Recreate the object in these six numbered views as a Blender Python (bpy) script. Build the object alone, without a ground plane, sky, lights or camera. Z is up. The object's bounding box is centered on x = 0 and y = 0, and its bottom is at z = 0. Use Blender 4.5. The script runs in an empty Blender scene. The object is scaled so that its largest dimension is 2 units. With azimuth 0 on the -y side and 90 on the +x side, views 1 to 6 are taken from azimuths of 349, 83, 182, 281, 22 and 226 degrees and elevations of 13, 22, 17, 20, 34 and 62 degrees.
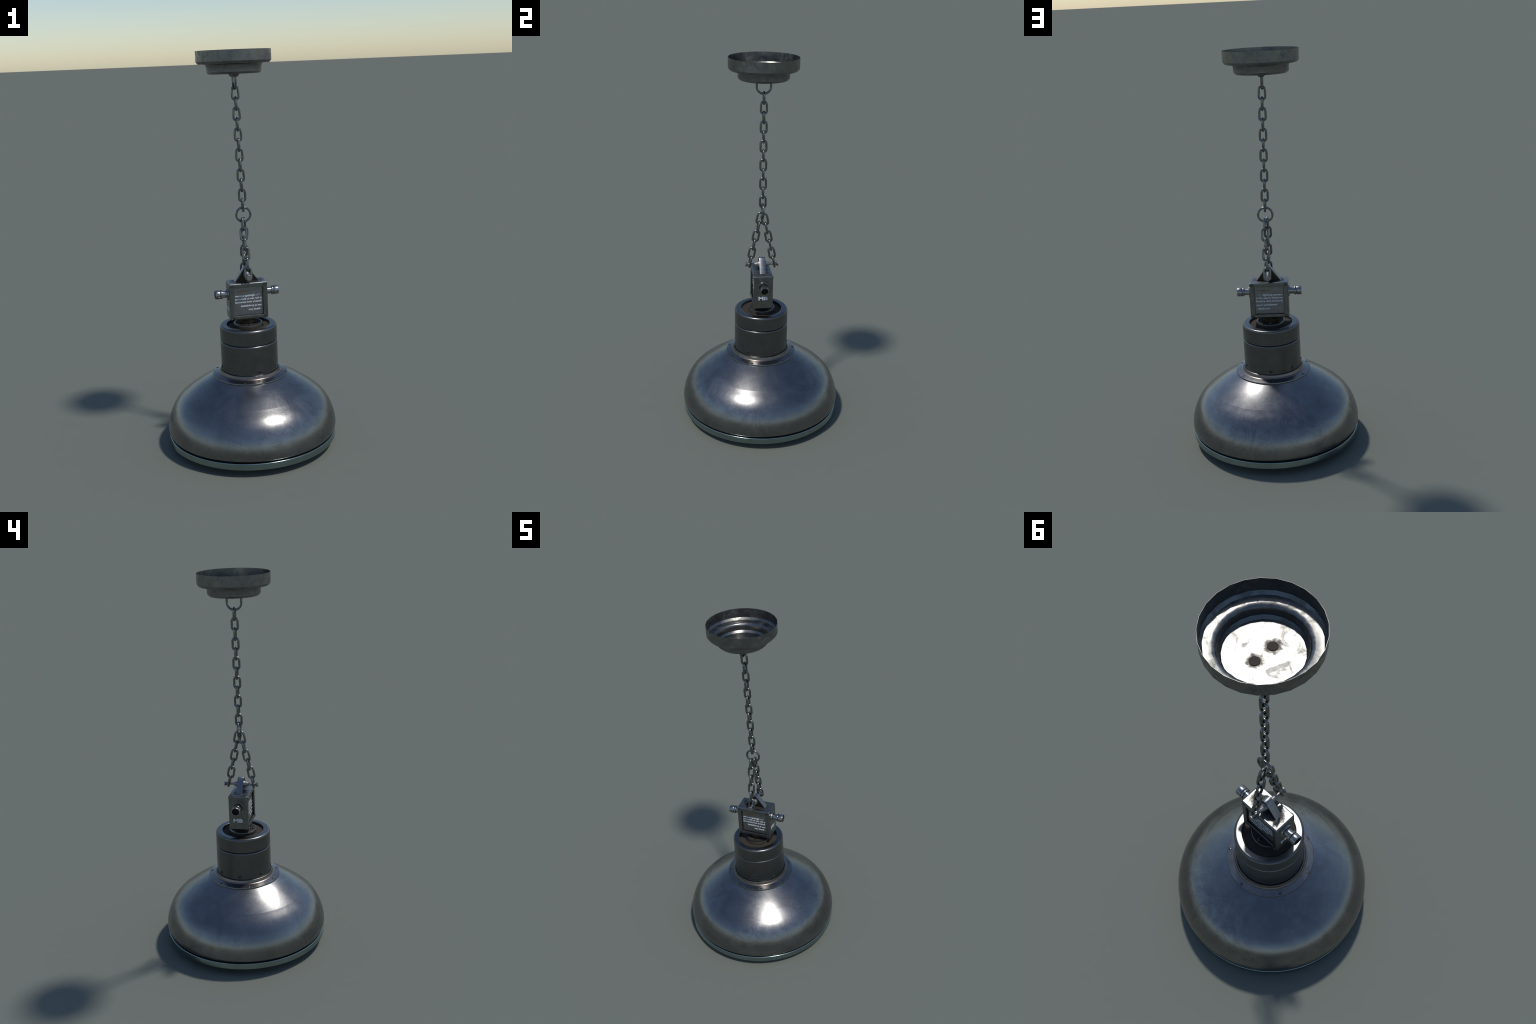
# Industrial pendant lamp hanging from a chain: ceiling canopy, hook, chain, split
# chain, junction box with bracket, sockets and warning plate, neck, shade, rim, lens.
import bpy, bmesh, math, random
from mathutils import Vector, Matrix

random.seed(7)
COL = bpy.context.scene.collection
TAU = math.tau

# ------------------------------------------------------------------ materials
def new_mat(name):
    m = bpy.data.materials.new(name)
    m.use_nodes = True
    nt = m.node_tree
    return m, nt, nt.nodes["Principled BSDF"]

def N(nt, kind, **inputs):
    n = nt.nodes.new(kind)
    for k, v in inputs.items():
        n.inputs[k.replace("_", " ")].default_value = v
    return n

def ramp(nt, src, stops):
    r = nt.nodes.new("ShaderNodeValToRGB")
    e = r.color_ramp.elements
    while len(e) > 1:
        e.remove(e[0])
    for i, (p, c) in enumerate(stops):
        el = e[0] if i == 0 else e.new(p)
        el.position = p
        el.color = (*c, 1) if isinstance(c, tuple) else (c, c, c, 1)
    nt.links.new(src, r.inputs[0])
    return r.outputs["Color"]

def math_node(nt, op, a, b=None, clamp=False):
    n = nt.nodes.new("ShaderNodeMath")
    n.operation, n.use_clamp = op, clamp
    for i, v in enumerate((a, b)):
        if v is None:
            continue
        if isinstance(v, (int, float)):
            n.inputs[i].default_value = v
        else:
            nt.links.new(v, n.inputs[i])
    return n.outputs[0]

def mix_col(nt, fac, a, b, mode="MIX"):
    n = nt.nodes.new("ShaderNodeMix")
    n.data_type, n.blend_type = "RGBA", mode
    for sock, v in ((n.inputs[0], fac), (n.inputs[6], a), (n.inputs[7], b)):
        if isinstance(v, (int, float)):
            sock.default_value = v
        elif isinstance(v, tuple):
            sock.default_value = (*v, 1)
        else:
            nt.links.new(v, sock)
    return n.outputs[2]

def noise(nt, vec, scale, detail=4.0, rough=0.55, distortion=0.0):
    n = N(nt, "ShaderNodeTexNoise", Scale=scale, Detail=detail, Roughness=rough, Distortion=distortion)
    nt.links.new(vec, n.inputs["Vector"])
    return n.outputs["Fac"]

def metal(name, base, rough=0.33, rough_spread=0.08, scale=1.0, stains=0.0, stain_rough=0.05, contrast=0.13, swirl=0.4, metallic=1.0, bump=0.0,
          dirt_spots=(), dirt_radius=0.03, dirt_colour=(0.05, 0.042, 0.034), speckle=0.0, dirt_metal=0.85):
    """Worn dark steel: cloudy tone and gloss, optional wandering stains, pits and dirt round given points."""
    m, nt, b = new_mat(name)
    co = nt.nodes.new("ShaderNodeTexCoord").outputs["Object"]
    cloud = noise(nt, co, 9 * scale, 6, 0.6, swirl)
    grain = noise(nt, co, 160 * scale, 3, 0.6)
    col = mix_col(nt, 1.0, base, ramp(nt, cloud, [(0.3, 1 - contrast), (0.7, 1 + contrast)]), "MULTIPLY")
    col = mix_col(nt, 1.0, col, ramp(nt, grain, [(0.3, 0.96), (0.7, 1.04)]), "MULTIPLY")
    rgh = math_node(nt, "ADD", rough - rough_spread, math_node(nt, "MULTIPLY", cloud, 2 * rough_spread))
    rgh = math_node(nt, "ADD", rgh, math_node(nt, "MULTIPLY", math_node(nt, "SUBTRACT", grain, 0.5), 0.05))
    if stains:
        vein = noise(nt, co, 7.5 * scale, 5, 0.62, 2.6)
        line = math_node(nt, "ABSOLUTE", math_node(nt, "SUBTRACT", vein, 0.52))
        mask = ramp(nt, line, [(0.0, 1.0), (0.012, 0.55), (0.05, 0.0)])
        patch = ramp(nt, noise(nt, co, 4.0 * scale, 4, 0.6, 0.8), [(0.47, 0.0), (0.62, 1.0)])
        mask = mix_col(nt, 1.0, mask, patch, "MULTIPLY")
        col = mix_col(nt, math_node(nt, "MULTIPLY", mask, stains), col, tuple(0.45 * c for c in base))
        rgh = math_node(nt, "ADD", rgh, math_node(nt, "MULTIPLY", patch, stain_rough * stains))
    if speckle:
        pit = ramp(nt, noise(nt, co, 95, 3, 0.7), [(0.66, 0.0), (0.74, 1.0)])
        col = mix_col(nt, math_node(nt, "MULTIPLY", pit, speckle), col, tuple(min(1, 1.9 * c) for c in base))
        rgh = math_node(nt, "ADD", rgh, math_node(nt, "MULTIPLY", pit, 0.12 * speckle))
    met = None
    for p in dirt_spots:
        d = nt.nodes.new("ShaderNodeVectorMath")
        d.operation = "DISTANCE"
        nt.links.new(co, d.inputs[0])
        d.inputs[1].default_value = p
        wob = math_node(nt, "ADD", d.outputs["Value"], math_node(nt, "MULTIPLY", math_node(nt, "SUBTRACT", noise(nt, co, 55, 6, 0.7), 0.5), 1.3 * dirt_radius))
        mk = ramp(nt, math_node(nt, "DIVIDE", wob, dirt_radius), [(0.45, 1.0), (1.0, 0.0)])
        met = mk if met is None else mix_col(nt, 1.0, met, mk, "LIGHTEN")
    if met is not None:
        col = mix_col(nt, met, col, dirt_colour)
        rgh = math_node(nt, "ADD", rgh, math_node(nt, "MULTIPLY", met, 0.3), True)
        nt.links.new(math_node(nt, "MULTIPLY", math_node(nt, "SUBTRACT", 1.0, math_node(nt, "MULTIPLY", met, dirt_metal)), metallic), b.inputs["Metallic"])
    else:
        b.inputs["Metallic"].default_value = metallic
    nt.links.new(col, b.inputs["Base Color"])
    nt.links.new(rgh, b.inputs["Roughness"])
    if bump:
        bp = N(nt, "ShaderNodeBump", Strength=bump, Distance=0.002)
        nt.links.new(noise(nt, co, 120 * scale, 4, 0.6), bp.inputs["Height"])
        nt.links.new(bp.outputs[0], b.inputs["Normal"])
    return m

def matte(name, base, rough=0.7, spread=0.25, scale=40, spec=0.2):
    m, nt, b = new_mat(name)
    co = nt.nodes.new("ShaderNodeTexCoord").outputs["Object"]
    f = noise(nt, co, scale, 5, 0.6)
    nt.links.new(mix_col(nt, 1.0, base, ramp(nt, f, [(0.3, 1 - spread), (0.7, 1 + spread)]), "MULTIPLY"), b.inputs["Base Color"])
    b.inputs["Roughness"].default_value = rough
    b.inputs["Specular IOR Level"].default_value = spec
    return m

HX, HY = -0.0175, 0.036            # hook legs stand at (HX, +-HY)
M_SHADE = metal("shade_steel", (0.220, 0.220, 0.221), 0.265, 0.045, 0.7, stains=0.5, speckle=0.12, contrast=0.16, swirl=1.2)
M_NECK = metal("neck_steel", (0.152, 0.153, 0.150), 0.30, 0.06, 2.5, stains=0.2, speckle=0.12, contrast=0.08)
M_FLANGE = metal("flange_steel", (0.205, 0.203, 0.20), 0.25, 0.05, 3.0)
M_CANOPY = metal("canopy_steel", (0.198, 0.200, 0.192), 0.30, 0.10, 4.0, stains=0.9, stain_rough=0.24, speckle=0.35,
                 dirt_spots=[(HX, HY, 1.89), (HX, -HY, 1.89)], dirt_radius=0.031)
M_CHAIN = metal("chain_steel", (0.200, 0.202, 0.195), 0.28, 0.06, 3.0)
M_BOX = metal("box_steel", (0.200, 0.205, 0.202), 0.31, 0.06, 5.0, speckle=0.15,
              dirt_spots=[(-0.048, 0, 0.864), (0.048, 0, 0.864), (0, 0, 0.864)], dirt_radius=0.046, dirt_colour=(0.062, 0.056, 0.052), dirt_metal=0.3)
M_BRACKET = metal("bracket_steel", (0.25, 0.252, 0.26), 0.36, 0.06, 6.0)
M_PANEL = metal("panel_steel", (0.245, 0.252, 0.262), 0.42, 0.06, 5.0)
M_SOCKET = metal("socket_steel", (0.30, 0.30, 0.297), 0.25, 0.05, 5.0)
M_PIN = metal("pin_steel", (0.31, 0.30, 0.30), 0.50, 0.08, 6.0)
M_SCREW = metal("screw_steel", (0.14, 0.14, 0.145), 0.28, 0.05, 8.0)
M_RIM = metal("rim_enamel", (0.285, 0.36, 0.362), 0.18, 0.04, 1.0)
M_FOOT = metal("foot_brown_steel", (0.20, 0.168, 0.145), 0.30, 0.07, 4.0)
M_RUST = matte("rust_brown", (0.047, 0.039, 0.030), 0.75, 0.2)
M_POST = metal("dark_brown_steel", (0.075, 0.062, 0.050), 0.42, 0.06, 5.0)
M_DARK = matte("near_black", (0.02, 0.019, 0.017), 0.6, 0.2)
M_WEB = metal("web_dark_steel", (0.055, 0.050, 0.045), 0.45, 0.05, 6.0)
M_PLUG = matte("plug_brown", (0.042, 0.037, 0.029), 0.7, 0.12)
M_WHITE = matte("white_paint", (0.66, 0.67, 0.70), 0.55, 0.08, 200)
M_FAINT = matte("faint_paint", (0.36, 0.36, 0.39), 0.6, 0.2, 200)
M_ORANGE = matte("orange_paint", (0.26, 0.13, 0.03), 0.6, 0.2, 200)
m, nt, b = new_mat("lens_glass")
b.inputs["Base Color"].default_value = (0.62, 0.72, 0.70, 1)
b.inputs["Roughness"].default_value = 0.25
b.inputs["Transmission Weight"].default_value = 0.35
M_LENS = m

# ------------------------------------------------------------------ builders
def add(name, mesh, parent, mat=None, loc=(0, 0, 0), rot=None, kind=None):
    o = bpy.data.objects.new(name, mesh)
    COL.objects.link(o)
    o.parent = parent
    if rot is not None:
        o.matrix_local = Matrix.Translation(loc) @ rot.to_4x4()
    else:
        o.location = loc
    if mat and not mesh.materials:
        mesh.materials.append(mat)
    if kind:
        o["kind"] = kind
    return o

def finish(bm, name, angle=32.0):
    bmesh.ops.remove_doubles(bm, verts=bm.verts, dist=1e-6)
    bmesh.ops.recalc_face_normals(bm, faces=bm.faces)
    me = bpy.data.meshes.new(name)
    bm.to_mesh(me)
    bm.free()
    me.shade_smooth()
    me.set_sharp_from_angle(angle=math.radians(angle))
    return me

def lathe(name, profile, segments=96, centre=(0, 0), phase=0.0, closed=False, angle=32.0, axis="Z"):
    """Turn a (radius, height) profile; points with radius 0 become a pole."""
    bm = bmesh.new()
    rings = []
    for r, z in profile:
        if r < 1e-7:
            rings.append([bm.verts.new((centre[0], centre[1], z))])
        else:
            rings.append([bm.verts.new((centre[0] + r * math.cos(phase + TAU * i / segments),
                                        centre[1] + r * math.sin(phase + TAU * i / segments), z)) for i in range(segments)])
    pairs = list(zip(rings, rings[1:])) + ([(rings[-1], rings[0])] if closed else [])
    for a, c in pairs:
        for i in range(segments):
            j = (i + 1) % segments
            q = [a[i % len(a)], a[j % len(a)], c[j % len(c)], c[i % len(c)]]
            q = list(dict.fromkeys(q))
            if len(q) > 2:
                bm.faces.new(q)
    if axis == "X":
        bmesh.ops.transform(bm, matrix=Matrix.Rotation(math.pi / 2, 4, "Y"), verts=bm.verts)
    if axis == "Y":
        bmesh.ops.transform(bm, matrix=Matrix.Rotation(-math.pi / 2, 4, "X"), verts=bm.verts)
    return finish(bm, name, angle)

def flat_normals(o):
    """Let the large faces keep their own direction, so narrow chamfers catch the light."""
    w = o.modifiers.new("weighted", "WEIGHTED_NORMAL")
    w.keep_sharp, w.weight = True, 80

def arc(cx, cz, r, a0, a1, n):
    """Profile points along an arc, angles in degrees from the +radius axis."""
    return [(cx + r * math.cos(math.radians(a0 + (a1 - a0) * i / n)), cz + r * math.sin(math.radians(a0 + (a1 - a0) * i / n))) for i in range(n + 1)]

def spline(pts, per=6):
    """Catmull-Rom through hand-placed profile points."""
    p = [Vector(q) for q in pts]
    p = [2 * p[0] - p[1]] + p + [2 * p[-1] - p[-2]]
    out = []
    for i in range(1, len(p) - 2):
        for k in range(per):
            t = k / per
            a, b_, c, d = p[i - 1], p[i], p[i + 1], p[i + 2]
            q = 0.5 * ((2 * b_) + (c - a) * t + (2 * a - 5 * b_ + 4 * c - d) * t * t + (3 * b_ - a - 3 * c + d) * t ** 3)
            out.append((q.x, q.y))
    out.append(tuple(p[-2]))
    return out

def sweep(name, path, radius, sides=8, closed=True, normal=Vector((0, 1, 0)), angle=50.0):
    """Round bar along a planar path whose plane has the given normal."""
    bm = bmesh.new()
    n = len(path)
    rings = []
    for i, p in enumerate(path):
        p = Vector(p)
        a = Vector(path[i - 1]) if (closed or i > 0) else p
        c = Vector(path[(i + 1) % n]) if (closed or i < n - 1) else p
        t = (c - a).normalized()
        side = t.cross(normal).normalized()
        rings.append([bm.verts.new(p + radius * (math.cos(TAU * (k + .5) / sides) * side + math.sin(TAU * (k + .5) / sides) * normal)) for k in range(sides)])
    for i in range(n if closed else n - 1):
        a, c = rings[i], rings[(i + 1) % n]
        for k in range(sides):
            j = (k + 1) % sides
            bm.faces.new((a[k], a[j], c[j], c[k]))
    if not closed:
        bm.faces.new(rings[0])
        bm.faces.new(rings[-1])
    return finish(bm, name, angle)

def screw_head(name, r, h=0.35, sides=32, rings=9):
    """Domed cross-slot screw head, axis +Z, sitting on z = 0."""
    bm = bmesh.new()
    def height(x, y):
        q = math.hypot(x, y) / r
        z = h * r * math.sqrt(max(0.0, 1 - (0.98 * q) ** 2))
        if q < 0.72 and min(abs(x), abs(y)) < 0.15 * r:
            z -= 0.28 * r
        return z
    top = bm.verts.new((0, 0, height(0, 0)))
    prev = None
    for k in range(1, rings + 1):
        q = r * k / rings
        ring = [bm.verts.new((q * math.cos(TAU * i / sides), q * math.sin(TAU * i / sides),
                              height(q * math.cos(TAU * i / sides), q * math.sin(TAU * i / sides)))) for i in range(sides)]
        for i in range(sides):
            j = (i + 1) % sides
            bm.faces.new((top, ring[i], ring[j]) if prev is None else (prev[i], ring[i], ring[j], prev[j]))
        prev = ring
    base = [bm.verts.new((v.co.x, v.co.y, -0.002)) for v in prev]
    for i in range(sides):
        j = (i + 1) % sides
        bm.faces.new((prev[i], base[i], base[j], prev[j]))
    me = finish(bm, name, 40)
    me.materials.append(M_SCREW)          # head
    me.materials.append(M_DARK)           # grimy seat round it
    for p in me.polygons:
        if math.hypot(p.center.x, p.center.y) > 0.76 * r:
            p.material_index = 1
    return me

def facing(direction, up=(0, 0, 1)):
    """Rotation that turns local +Z to the given direction."""
    return Vector(direction).to_track_quat("Z", "Y").to_matrix()

# ------------------------------------------------------------------ the thing
lamp = bpy.data.objects.new("pendant_lamp", None)
COL.objects.link(lamp)
lamp["label"] = "dark steel factory pendant lamp with domed shade on a chain"
lamp["category"] = "pendant lamp"

# ---- ceiling canopy: thin pressed cup, 25-sided like the original
CX, CY = -0.0168, -0.0012
T = 0.0016
outer_cup = [(0.1812, 2.0), (0.1812, 1.9490), (0.1718, 1.9371), (0.1480, 1.9369)] \
    + arc(0.1475, 1.9220, 0.0150, 90, 180, 3)[1:] + [(0.1322, 1.8995), (0.1225, 1.8890), (0.0, 1.8890)]
inner_cup = [(0.0, 1.8890 + T), (0.1215, 1.8890 + T), (0.1322 - T, 1.9010), (0.1325 - T, 1.9220)] \
    + arc(0.1475, 1.9220, 0.0150 + T, 180, 90, 3)[1:] + [(0.1708, 1.9371 + T + 0.0016), (0.1812 - T, 1.9510), (0.1812 - 0.0004, 2.0)]
canopy = add("ceiling_canopy", lathe("ceiling_canopy", outer_cup + inner_cup, 25, (CX, CY), math.radians(0.7), closed=True, angle=32), lamp, M_CANOPY)
for s in (1, -1):
    me = lathe("hook_rosette", [(0, 1.8885), (0.0222, 1.8885), (0.0222, 1.8862), (0.0175, 1.8835), (0.0172, 1.8800), (0.0145, 1.8785), (0.0115, 1.8745), (0, 1.8745)], 20, (HX, s * HY))
    add("hook_rosette", me, canopy, M_NECK)  # darker steel than the hook, tinted for the canopy underside's dim reflection
    me = lathe("hook_plug", [(0, 1.8905), (0.0163, 1.8905), (0.0163, 1.8922), (0.0155, 1.8930), (0, 1.8930)], 28, (HX, s * HY))
    add("hook_plug", me, canopy, M_PLUG)
path = [(HX, -HY, 1.882), (HX, -HY, 1.868)] + [(HX, -HY * math.cos(a), 1.853 - 0.0362 * math.sin(a)) for a in [math.pi * k / 16 for k in range(17)]] + [(HX, HY, 1.868), (HX, HY, 1.882)]
add("hook", sweep("hook", path, 0.0057, 10, False, Vector((1, 0, 0))), canopy, M_CHAIN)

# ---- chain links share one mesh: long axis Z, flat in XZ
def link_path(half_w, half_l, straight, n=6):
    e = half_l - straight
    top = [(half_w * math.cos(math.pi * k / n), 0, straight + e * math.sin(math.pi * k / n)) for k in range(n + 1)]
    return top + [(-x, 0, -z) for x, _, z in top]
chain = bpy.data.objects.new("chain", None)
COL.objects.link(chain)
chain.parent = lamp
link_mesh = sweep("chain_link", link_path(0.0150, 0.0303, 0.0180), 0.0058, 10)
link_mesh.materials.append(M_CHAIN)

def put_link(centre, axis, turned):
    axis = Vector(axis).normalized()
    side = Vector((0, 1, 0)) if turned else Vector((1, 0, 0))
    side = (side - axis * side.dot(axis)).normalized()
    rot = Matrix((side, axis.cross(side), axis)).transposed()
    rot = rot @ Matrix.Rotation(math.radians(random.uniform(-3, 3)), 3, "Z")
    add("chain_link", link_mesh, chain, loc=centre, rot=rot)

PITCH = 0.0496
for k in range(12):
    z = 1.7965 - PITCH * k
    x = -0.0150 + 0.0253 * (1.7965 - z)
    put_link((x, 0.0012, z), (-0.0253, 0, 1), k % 2 == 1)
ring_path = [(0.0358 * math.cos(TAU * k / 20), 0, 0.0358 * math.sin(TAU * k / 20)) for k in range(20)]
add("ring", sweep("ring", ring_path, 0.0057, 10), chain, M_CHAIN, (-0.0003, 0.0012, 1.2033))
left = [(-0.0128, 1.157), (-0.0218, 1.1080), (-0.0330, 1.0590), (-0.0437, 1.0115), (-0.0545, 0.9640), (-0.0632, 0.9130)]
right = [(0.0128, 1.154), (0.0220, 1.1055), (0.0332, 1.0570), (0.0428, 1.0095), (0.0528, 0.9620), (0.0638, 0.9125)]
for pts, x0, x1, tilt in ((left, -0.0090, 0.0005, 0.19), (right, 0.0048, 0.0025, -0.20)):
    for k, (y, z) in enumerate(pts):
        put_link((x0 + (x1 - x0) * k / 5, y, z), (0, tilt, 1), k % 2 == 0)

# ---- junction box with recessed plates front and back
BX, BY, BZ0, BZ1, DEEP = 0.0978, 0.0518, 0.6742, 0.8640, 0.0125
OX, OZ0, OZ1 = 0.0738, 0.6955, 0.8402
bm = bmesh.new()
bmesh.ops.create_cube(bm, size=1.0)
for v in bm.verts:
    v.co = Vector((v.co.x * 2 * BX, v.co.y * 2 * BY, (BZ0 + BZ1) / 2 + v.co.z * (BZ1 - BZ0)))
bmesh.ops.bevel(bm, geom=list(bm.edges), offset=0.0068, segments=3, profile=0.5, affect="EDGES")
for s in (1, -1):
    bm.faces.ensure_lookup_table()
    face = max(bm.faces, key=lambda f: s * f.normal.y * f.calc_area())
    bmesh.ops.inset_individual(bm, faces=[face], thickness=0.008)
    for v in face.verts:
        v.co.x = math.copysign(OX, v.co.x)
        v.co.z = OZ1 if v.co.z > 0.77 else OZ0
    lip = list(face.edges)
    new = bmesh.ops.extrude_discrete_faces(bm, faces=[face])["faces"][0]
    rim_verts = {v for e in lip if e.is_valid for v in e.verts}
    for v in new.verts:
        v.co.y -= s * DEEP
    bm.normal_update()
    edges = [e for e in bm.edges if all(abs(abs(v.co.x) - OX) < 1e-5 and abs(v.co.y - s * BY) < 1e-5 for v in e.verts)]
    bmesh.ops.bevel(bm, geom=edges, offset=0.0036, segments=2, profile=0.5, affect="EDGES")
box = add("junction_box", finish(bm, "junction_box", 35), lamp, M_BOX)
flat_normals(box)
box.data.materials.append(M_WEB)  # recess side walls darkened to paint the shaded gap round the plate
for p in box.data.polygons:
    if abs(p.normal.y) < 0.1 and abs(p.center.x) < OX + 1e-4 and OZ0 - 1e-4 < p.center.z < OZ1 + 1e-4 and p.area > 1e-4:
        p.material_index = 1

PY = BY - DEEP
for s in (1, -1):
    bm = bmesh.new()
    bmesh.ops.create_cube(bm, size=1.0)
    for v in bm.verts:
        v.co = Vector((v.co.x * 2 * (OX - 0.0008), s * (PY + 0.0004) + v.co.y * 0.0022, (OZ0 + OZ1) / 2 + v.co.z * (OZ1 - OZ0 - 0.0016)))
    add("warning_plate", finish(bm, "warning_plate"), box, M_PANEL)

frame_screw = screw_head("frame_screw", 0.0090, 0.40)
for s in (1, -1):
    for x in (-0.0836, 0.0836):
        for z in (0.6868, 0.8522):
            add("frame_screw", frame_screw, box, loc=(x, s * (BY - 0.0012), z),
                rot=facing((0, s, 0)) @ Matrix.Rotation(random.uniform(0, 1.5), 3, "Z"))

# ---- lettering: text outlines turned into thin meshes, fitted to measured widths
def lettering(name, text, x0, x1, base, height, face, mat, proud, mirrored=False, bold=0.035, parent=box):
    """Write text on the face with outward direction `face` ('+x', '-x', '+y', '-y');
    x0..x1 is the run along the reader's left-to-right axis, base the foot of the letters."""
    cu = bpy.data.curves.new(name, "FONT")
    cu.body, cu.size, cu.extrude, cu.offset, cu.resolution_u = text, 1.0, 0.5, bold, 3
    tmp = bpy.data.objects.new(name, cu)
    COL.objects.link(tmp)
    bpy.context.view_layer.update()
    dg = bpy.context.evaluated_depsgraph_get()
    me = bpy.data.meshes.new_from_object(tmp.evaluated_get(dg))
    bpy.data.objects.remove(tmp)
    bpy.data.curves.remove(cu)
    xs = [v.co.x for v in me.vertices]
    lo, hi = min(xs), max(xs)
    right_dir, out = {"+x": (Vector((0, 1, 0)), Vector((1, 0, 0))), "-x": (Vector((0, -1, 0)), Vector((-1, 0, 0))),
                      "+y": (Vector((-1, 0, 0)), Vector((0, 1, 0))), "-y": (Vector((1, 0, 0)), Vector((0, -1, 0)))}[face]
    for v in me.vertices:
        u = (v.co.x - lo) / (hi - lo)
        if mirrored:
            u = 1 - u
        v.co = right_dir * (x0 + (x1 - x0) * u) + Vector((0, 0, base + v.co.y * height / 0.7)) + out * (proud + v.co.z * 0.0008)
    me.name = name
    me.materials.clear()
    bm_ = bmesh.new()
    bm_.from_mesh(me)
    bmesh.ops.recalc_face_normals(bm_, faces=bm_.faces)
    bm_.to_mesh(me)
    bm_.free()
    return add(name, me, parent, mat, kind="stuff")

PT = PY + 0.0015 + 0.0003
LH = 0.0094
rows = [("lighting system", 0.7925, -0.0310, 0.0675, LH), ("is for use in thebarne", 0.7762, -0.0665, 0.0685, LH),
        ("factory and personal", 0.7600, -0.0675, 0.0680, LH), ("use is prohibited", 0.7395, -0.0665, 0.0398, LH),
        (". thank you", 0.7198, -0.0660, 0.0012, LH)]
for face, mir in (("+y", False), ("-y", True)):
    for text, base, a, c, h in rows:
        p0, p1 = (-c, -a) if mir else (a, c)
        lettering("lettering", text, p0, p1, base, h, face, M_WHITE, PT, mir, 0.032)
    p0, p1 = (-0.0600, -0.0360) if not mir else (0.0360, 0.0600)
    lettering("lettering", "This", p0, p1, 0.7925, LH, face, M_FAINT, PT, mir, 0.02)
    w0, w1 = (-0.0625, 0.0030) if not mir else (-0.0585, 0.0075)
    lettering("lettering", "WARNING", w0, w1, 0.8152, 0.0092, face, M_ORANGE, PT, False, 0.015)
for face, y0, y1, base in (("+x", -0.0268, 0.0242, 0.7268), ("-x", -0.0275, 0.0230, 0.7180)):
    lettering("lettering", "M", y0, y0 + 0.0275, base, 0.0188, face, M_WHITE, BX + 0.0004, False, 0.045)
    lettering("lettering", "B", y0 + 0.0305, y1, base, 0.0188, face, M_WHITE, BX + 0.0004, False, 0.04)

# ---- side sockets (cable glands), axis along x
SZ = 0.8030
gland = [(0.0, 0.0940), (0.0305, 0.0940), (0.0305, 0.1010), (0.0290, 0.1032), (0.0255, 0.1036), (0.0225, 0.1018), (0.0182, 0.1015),
         (0.0178, 0.1050), (0.0178, 0.1255), (0.0195, 0.1262), (0.0226, 0.1272), (0.0232, 0.1290), (0.0232, 0.1340), (0.0226, 0.1352),
         (0.0192, 0.1356), (0.0192, 0.1378), (0.0222, 0.1382), (0.0229, 0.1400), (0.0229, 0.1610), (0.0220, 0.1630), (0.0190, 0.1630),
         (0.0182, 0.1615), (0.0180, 0.1450), (0.0, 0.1450)]
gland_mesh = lathe("socket", gland, 22, axis="X", angle=35)
gland_mesh.materials.append(M_SOCKET)
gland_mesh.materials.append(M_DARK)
gland_mesh.materials.append(M_FOOT)
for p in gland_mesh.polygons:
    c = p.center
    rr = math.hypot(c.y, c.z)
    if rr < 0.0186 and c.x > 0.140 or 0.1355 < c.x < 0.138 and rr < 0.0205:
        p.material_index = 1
    if 0.0178 < rr < 0.0262 and 0.1005 < c.x < 0.1038:
        p.material_index = 2
for s in (1, -1):
    rot = Matrix.Identity(3) if s == 1 else Matrix.Rotation(math.pi, 3, "Z")
    add("socket", gland_mesh, box, loc=(0, 0, SZ), rot=rot)

# ---- strap bracket: inverted V of flat bar with a rounded top
def strap_line(offset):
    r, cz = 0.0175 - offset, 0.9205
    foot = Vector((0.0640, 0.8605))
    d = foot - Vector((0, cz))
    ang = math.atan2(d.y, d.x) + math.acos(min(1, 0.0175 / d.length))
    pts = [(r * math.cos(ang + (math.pi - 2 * ang) * k / 8), cz + r * math.sin(ang + (math.pi - 2 * ang) * k / 8)) for k in range(9)]
    n = Vector((math.cos(ang), math.sin(ang)))
    f = foot - n * offset
    return [(f.x, f.y)] + pts + [(-f.x, f.y)]
outer, inner = strap_line(0.0), strap_line(0.0045)
bm = bmesh.new()
loops = [[bm.verts.new((x, y, z)) for x, z in line] for line in (outer, inner) for y in (-0.0162, 0.0162)]
o0, o1, i0, i1 = loops
for k in range(len(o0) - 1):
    for a, c in ((o0, o1), (i1, i0), (o1, i1), (i0, o0)):
        bm.faces.new((a[k], c[k], c[k + 1], a[k + 1]))
for k in (0, -1):
    bm.faces.new((o0[k], o1[k], i1[k], i0[k]))
bmesh.ops.recalc_face_normals(bm, faces=bm.faces)
long_edges = [e for e in bm.edges if abs(e.verts[0].co.y - e.verts[1].co.y) < 1e-6 and len(e.link_faces) == 2 and e.calc_face_angle() > 1.2]
bmesh.ops.bevel(bm, geom=long_edges, offset=0.0009, segments=2, profile=0.5, affect="EDGES")
add("bracket", finish(bm, "bracket", 35), box, M_BRACKET)
# dark web filling the strap, set back from its edges
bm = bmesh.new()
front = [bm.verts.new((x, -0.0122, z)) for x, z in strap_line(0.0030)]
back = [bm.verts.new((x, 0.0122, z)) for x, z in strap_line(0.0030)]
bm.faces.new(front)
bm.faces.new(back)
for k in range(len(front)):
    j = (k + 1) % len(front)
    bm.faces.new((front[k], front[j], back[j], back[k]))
add("bracket_web", finish(bm, "bracket_web"), box, M_WEB)

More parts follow.
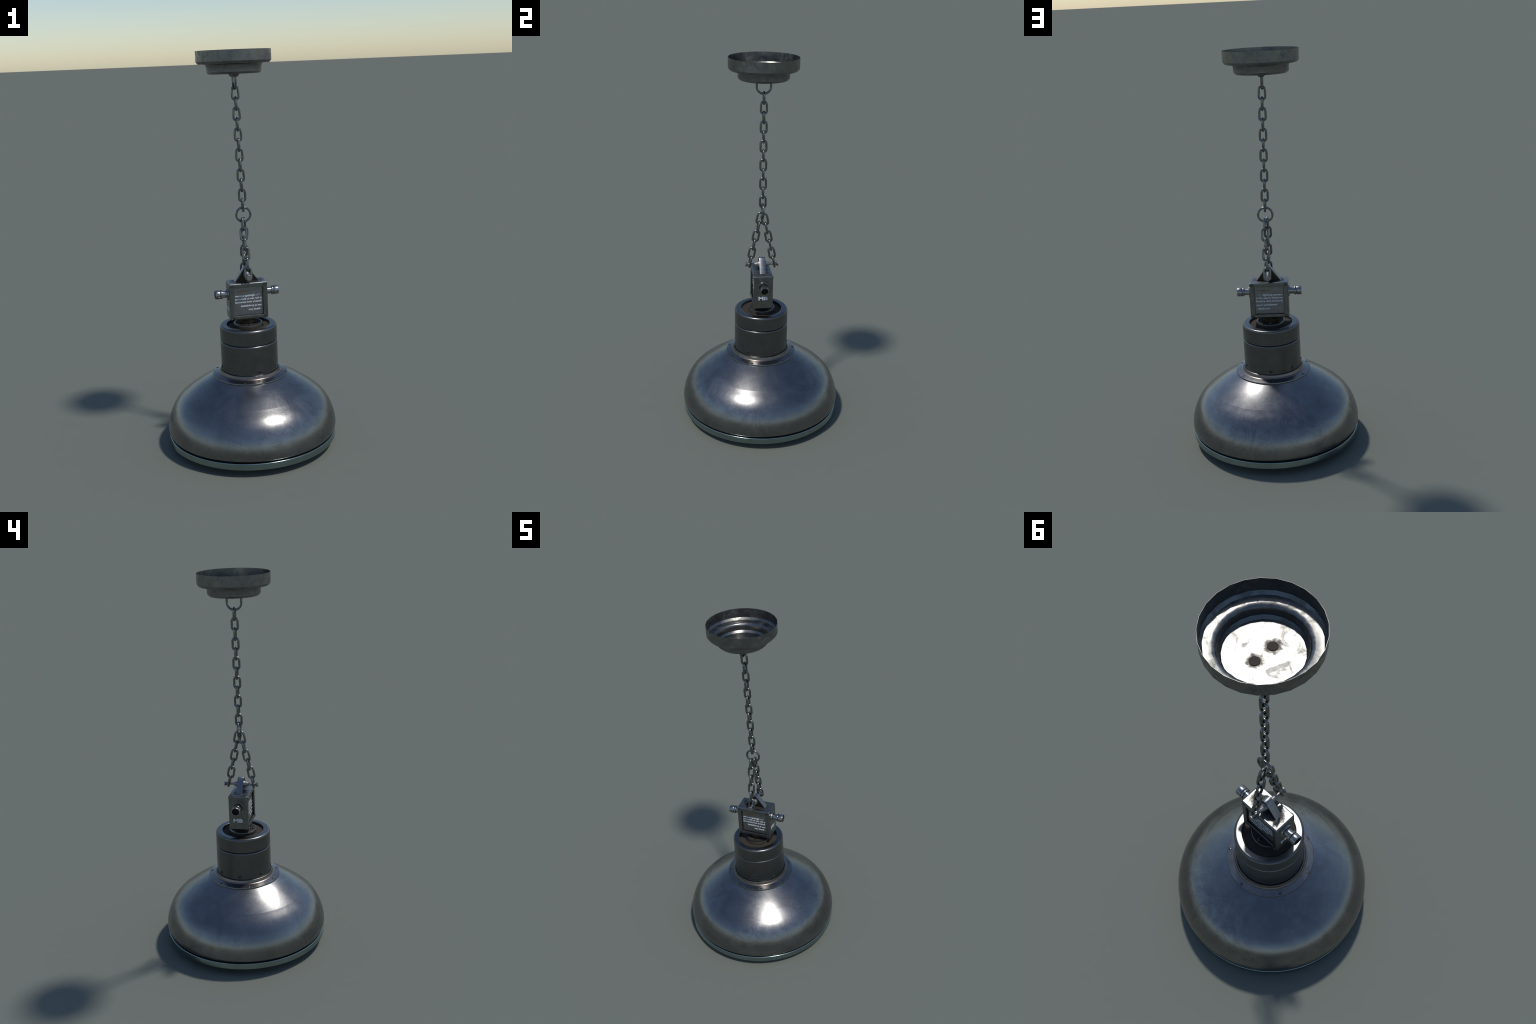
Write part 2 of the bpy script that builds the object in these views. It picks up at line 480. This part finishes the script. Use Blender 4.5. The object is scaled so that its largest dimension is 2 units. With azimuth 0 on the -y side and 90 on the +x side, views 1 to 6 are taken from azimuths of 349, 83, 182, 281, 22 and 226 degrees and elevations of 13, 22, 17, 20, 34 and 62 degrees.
PZ = 0.8982
half = [(0.0, 0.0), (0.0168, 0.0), (0.0168, 0.0200), (0.0160, 0.0212), (0.0145, 0.0216), (0.0142, 0.0255), (0.0130, 0.0265),
        (0.0122, 0.0305), (0.0108, 0.0315), (0.0096, 0.0385), (0.0078, 0.0400), (0.0068, 0.0440), (0.0068, 0.0770), (0.0085, 0.0780), (0.0122, 0.0835),
        (0.0138, 0.0850), (0.0140, 0.0885), (0.0130, 0.0895), (0.0, 0.0897)]
pin_profile = [(r, -h) for r, h in reversed(half[1:])] + half[1:]
add("pin", lathe("pin", pin_profile, 20, axis="Y", angle=35), box, M_PIN, (0, 0, PZ))

add("box_post", lathe("box_post", [(0.0, 0.6300), (0.0420, 0.6300), (0.0420, 0.6640), (0.0390, 0.6680), (0.0390, 0.6780), (0, 0.6780)], 12, angle=25), box, M_POST)

# ---- neck: cap ring over a lower sleeve, with a recessed floor
neck_profile = [(0.1360, 0.3800), (0.1458, 0.3900), (0.1459, 0.4100), (0.1458, 0.5490), (0.1446, 0.5525), (0.1420, 0.5550), (0.1340, 0.5552),
                (0.1340, 0.5605), (0.1440, 0.5605), (0.1455, 0.5620)] \
    + [(0.1455, 0.6200)] + arc(0.1345, 0.6280, 0.0110, 0, 90, 6)[0:] + [(0.1345, 0.6390), (0.1150, 0.6392), (0.1122, 0.6385), (0.1108, 0.6375), (0.1105, 0.6262)]
neck = add("neck", lathe("neck", neck_profile, 96, angle=40), lamp, M_NECK)
flat_normals(neck)
neck.location = (0.0003, 0.0003, 0)
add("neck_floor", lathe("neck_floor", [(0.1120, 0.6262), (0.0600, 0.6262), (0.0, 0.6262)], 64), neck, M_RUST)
disc = [(0.0735, 0.6255), (0.0735, 0.6430), (0.0725, 0.6450), (0.0700, 0.6460), (0.0660, 0.6460)]
cap_disc = lathe("cap_disc", disc + [(0.0645, 0.6448), (0.0, 0.6448)], 64, angle=40)
cap_disc.materials.append(M_NECK)
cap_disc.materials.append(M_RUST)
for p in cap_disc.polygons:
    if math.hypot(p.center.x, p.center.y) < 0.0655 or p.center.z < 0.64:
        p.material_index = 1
add("cap_disc", cap_disc, neck)
small = screw_head("neck_screw", 0.0088, 0.5)
for y in (-0.0555, 0.0555):
    add("neck_screw", small, neck, loc=(0, y, 0.6449), rot=Matrix.Rotation(0.6, 3, "Z"))
for a in (23.3, 88.0, 135.3, 182.3, 230.2, 278.0, 325.0):
    d = Vector((math.cos(math.radians(a)), math.sin(math.radians(a)), 0))
    add("neck_screw", small, neck, loc=d * 0.1452 + Vector((0, 0, 0.4243)), rot=facing(d) @ Matrix.Rotation(random.uniform(0, 1.5), 3, "Z"))

flange_profile = [(0.1440, 0.3960), (0.1458, 0.4015), (0.1475, 0.4042), (0.1500, 0.4050), (0.1524, 0.4040), (0.1538, 0.4010), (0.1550, 0.3950), (0.1570, 0.3905),
                  (0.1605, 0.3875), (0.1650, 0.3862), (0.1880, 0.3808), (0.1905, 0.3800), (0.1917, 0.3780), (0.1917, 0.3726), (0.1890, 0.3660)]
flange = add("neck_flange", lathe("neck_flange", flange_profile, 96, angle=40), neck, M_FLANGE)
flange.data.materials.append(M_FOOT)
for p in flange.data.polygons:
    if 0.1528 < math.hypot(p.center.x, p.center.y) < 0.1632:
        p.material_index = 1
tiny = screw_head("flange_screw", 0.0072, 0.35)
for a in (33.9, 91.6, 148.6, 199.0, 250.2, 293.1, 338.7):
    d = Vector((math.cos(math.radians(a)), math.sin(math.radians(a)), 0))
    add("flange_screw", tiny, neck, loc=d * 0.1815 + Vector((0, 0, 0.3817)), rot=facing((d.x * 0.18, d.y * 0.18, 1)) @ Matrix.Rotation(random.uniform(0, 1.5), 3, "Z"))

# ---- shade: cone from the neck, then a rolled bowl down to the rim
cone = [(0.1400, 0.3660), (0.1840, 0.3670), (0.1870, 0.3742), (0.2240, 0.3550), (0.2750, 0.3252), (0.3200, 0.2940)]
bowl = spline([(0.3200, 0.2940), (0.3620, 0.2615), (0.3920, 0.2290), (0.4115, 0.1960), (0.4245, 0.1650), (0.4325, 0.1350), (0.4362, 0.1080), (0.4345, 0.0875), (0.4312, 0.0806)], 5)
lip = [(0.4292, 0.0787), (0.4235, 0.0787)]
shell = cone + bowl[1:] + lip
inside = [(r - 0.006, z - 0.003) for r, z in reversed(cone[3:] + bowl[1:-1])] + [(0.1840, 0.3620), (0.1400, 0.3600)]
shade = add("shade", lathe("shade", shell + inside, 96, closed=True, angle=60), lamp, M_SHADE)
shade.data.materials.append(M_DARK)  # lip underside blackened: gap shadow painted on, rim reflection suppressed
for p in shade.data.polygons:
    if p.center.z < 0.0804:
        p.material_index = 1
# the crease where cone meets bowl
for e in shade.data.edges:
    a, c = (shade.data.vertices[i].co for i in e.vertices)
    if abs(a.z - 0.2940) < 1e-5 and abs(c.z - 0.2940) < 1e-5:
        e.use_edge_sharp = True

rim_profile = [(0.4180, 0.0850), (0.4180, 0.0725), (0.4275, 0.0706), (0.4300, 0.0702), (0.4318, 0.0690), (0.4328, 0.0668), (0.4330, 0.0400), (0.4310, 0.0370), (0.4150, 0.0355), (0.4100, 0.0420), (0.4100, 0.0850)]
rim = add("rim", lathe("rim", rim_profile, 96, closed=True, angle=32), lamp, M_RIM)
rim.data.materials.append(M_DARK)  # groove faces coloured near black to deepen the shadow line under the shade
for p in rim.data.polygons:
    if math.hypot(p.center.x, p.center.y) < 0.4262:
        p.material_index = 1
flat_normals(rim)
lens = [(0.4140 * math.sin(t), 0.0380 * (1 - math.cos(t)) ** 1.0) for t in [math.pi / 2 * k / 14 for k in range(15)]]
lens = [(0.4140 * k / 14, 0.0385 * (k / 14) ** 2) for k in range(15)] + [(0.4140, 0.0440), (0.0, 0.0440)]
add("lens", lathe("lens", lens, 96), rim, M_LENS)
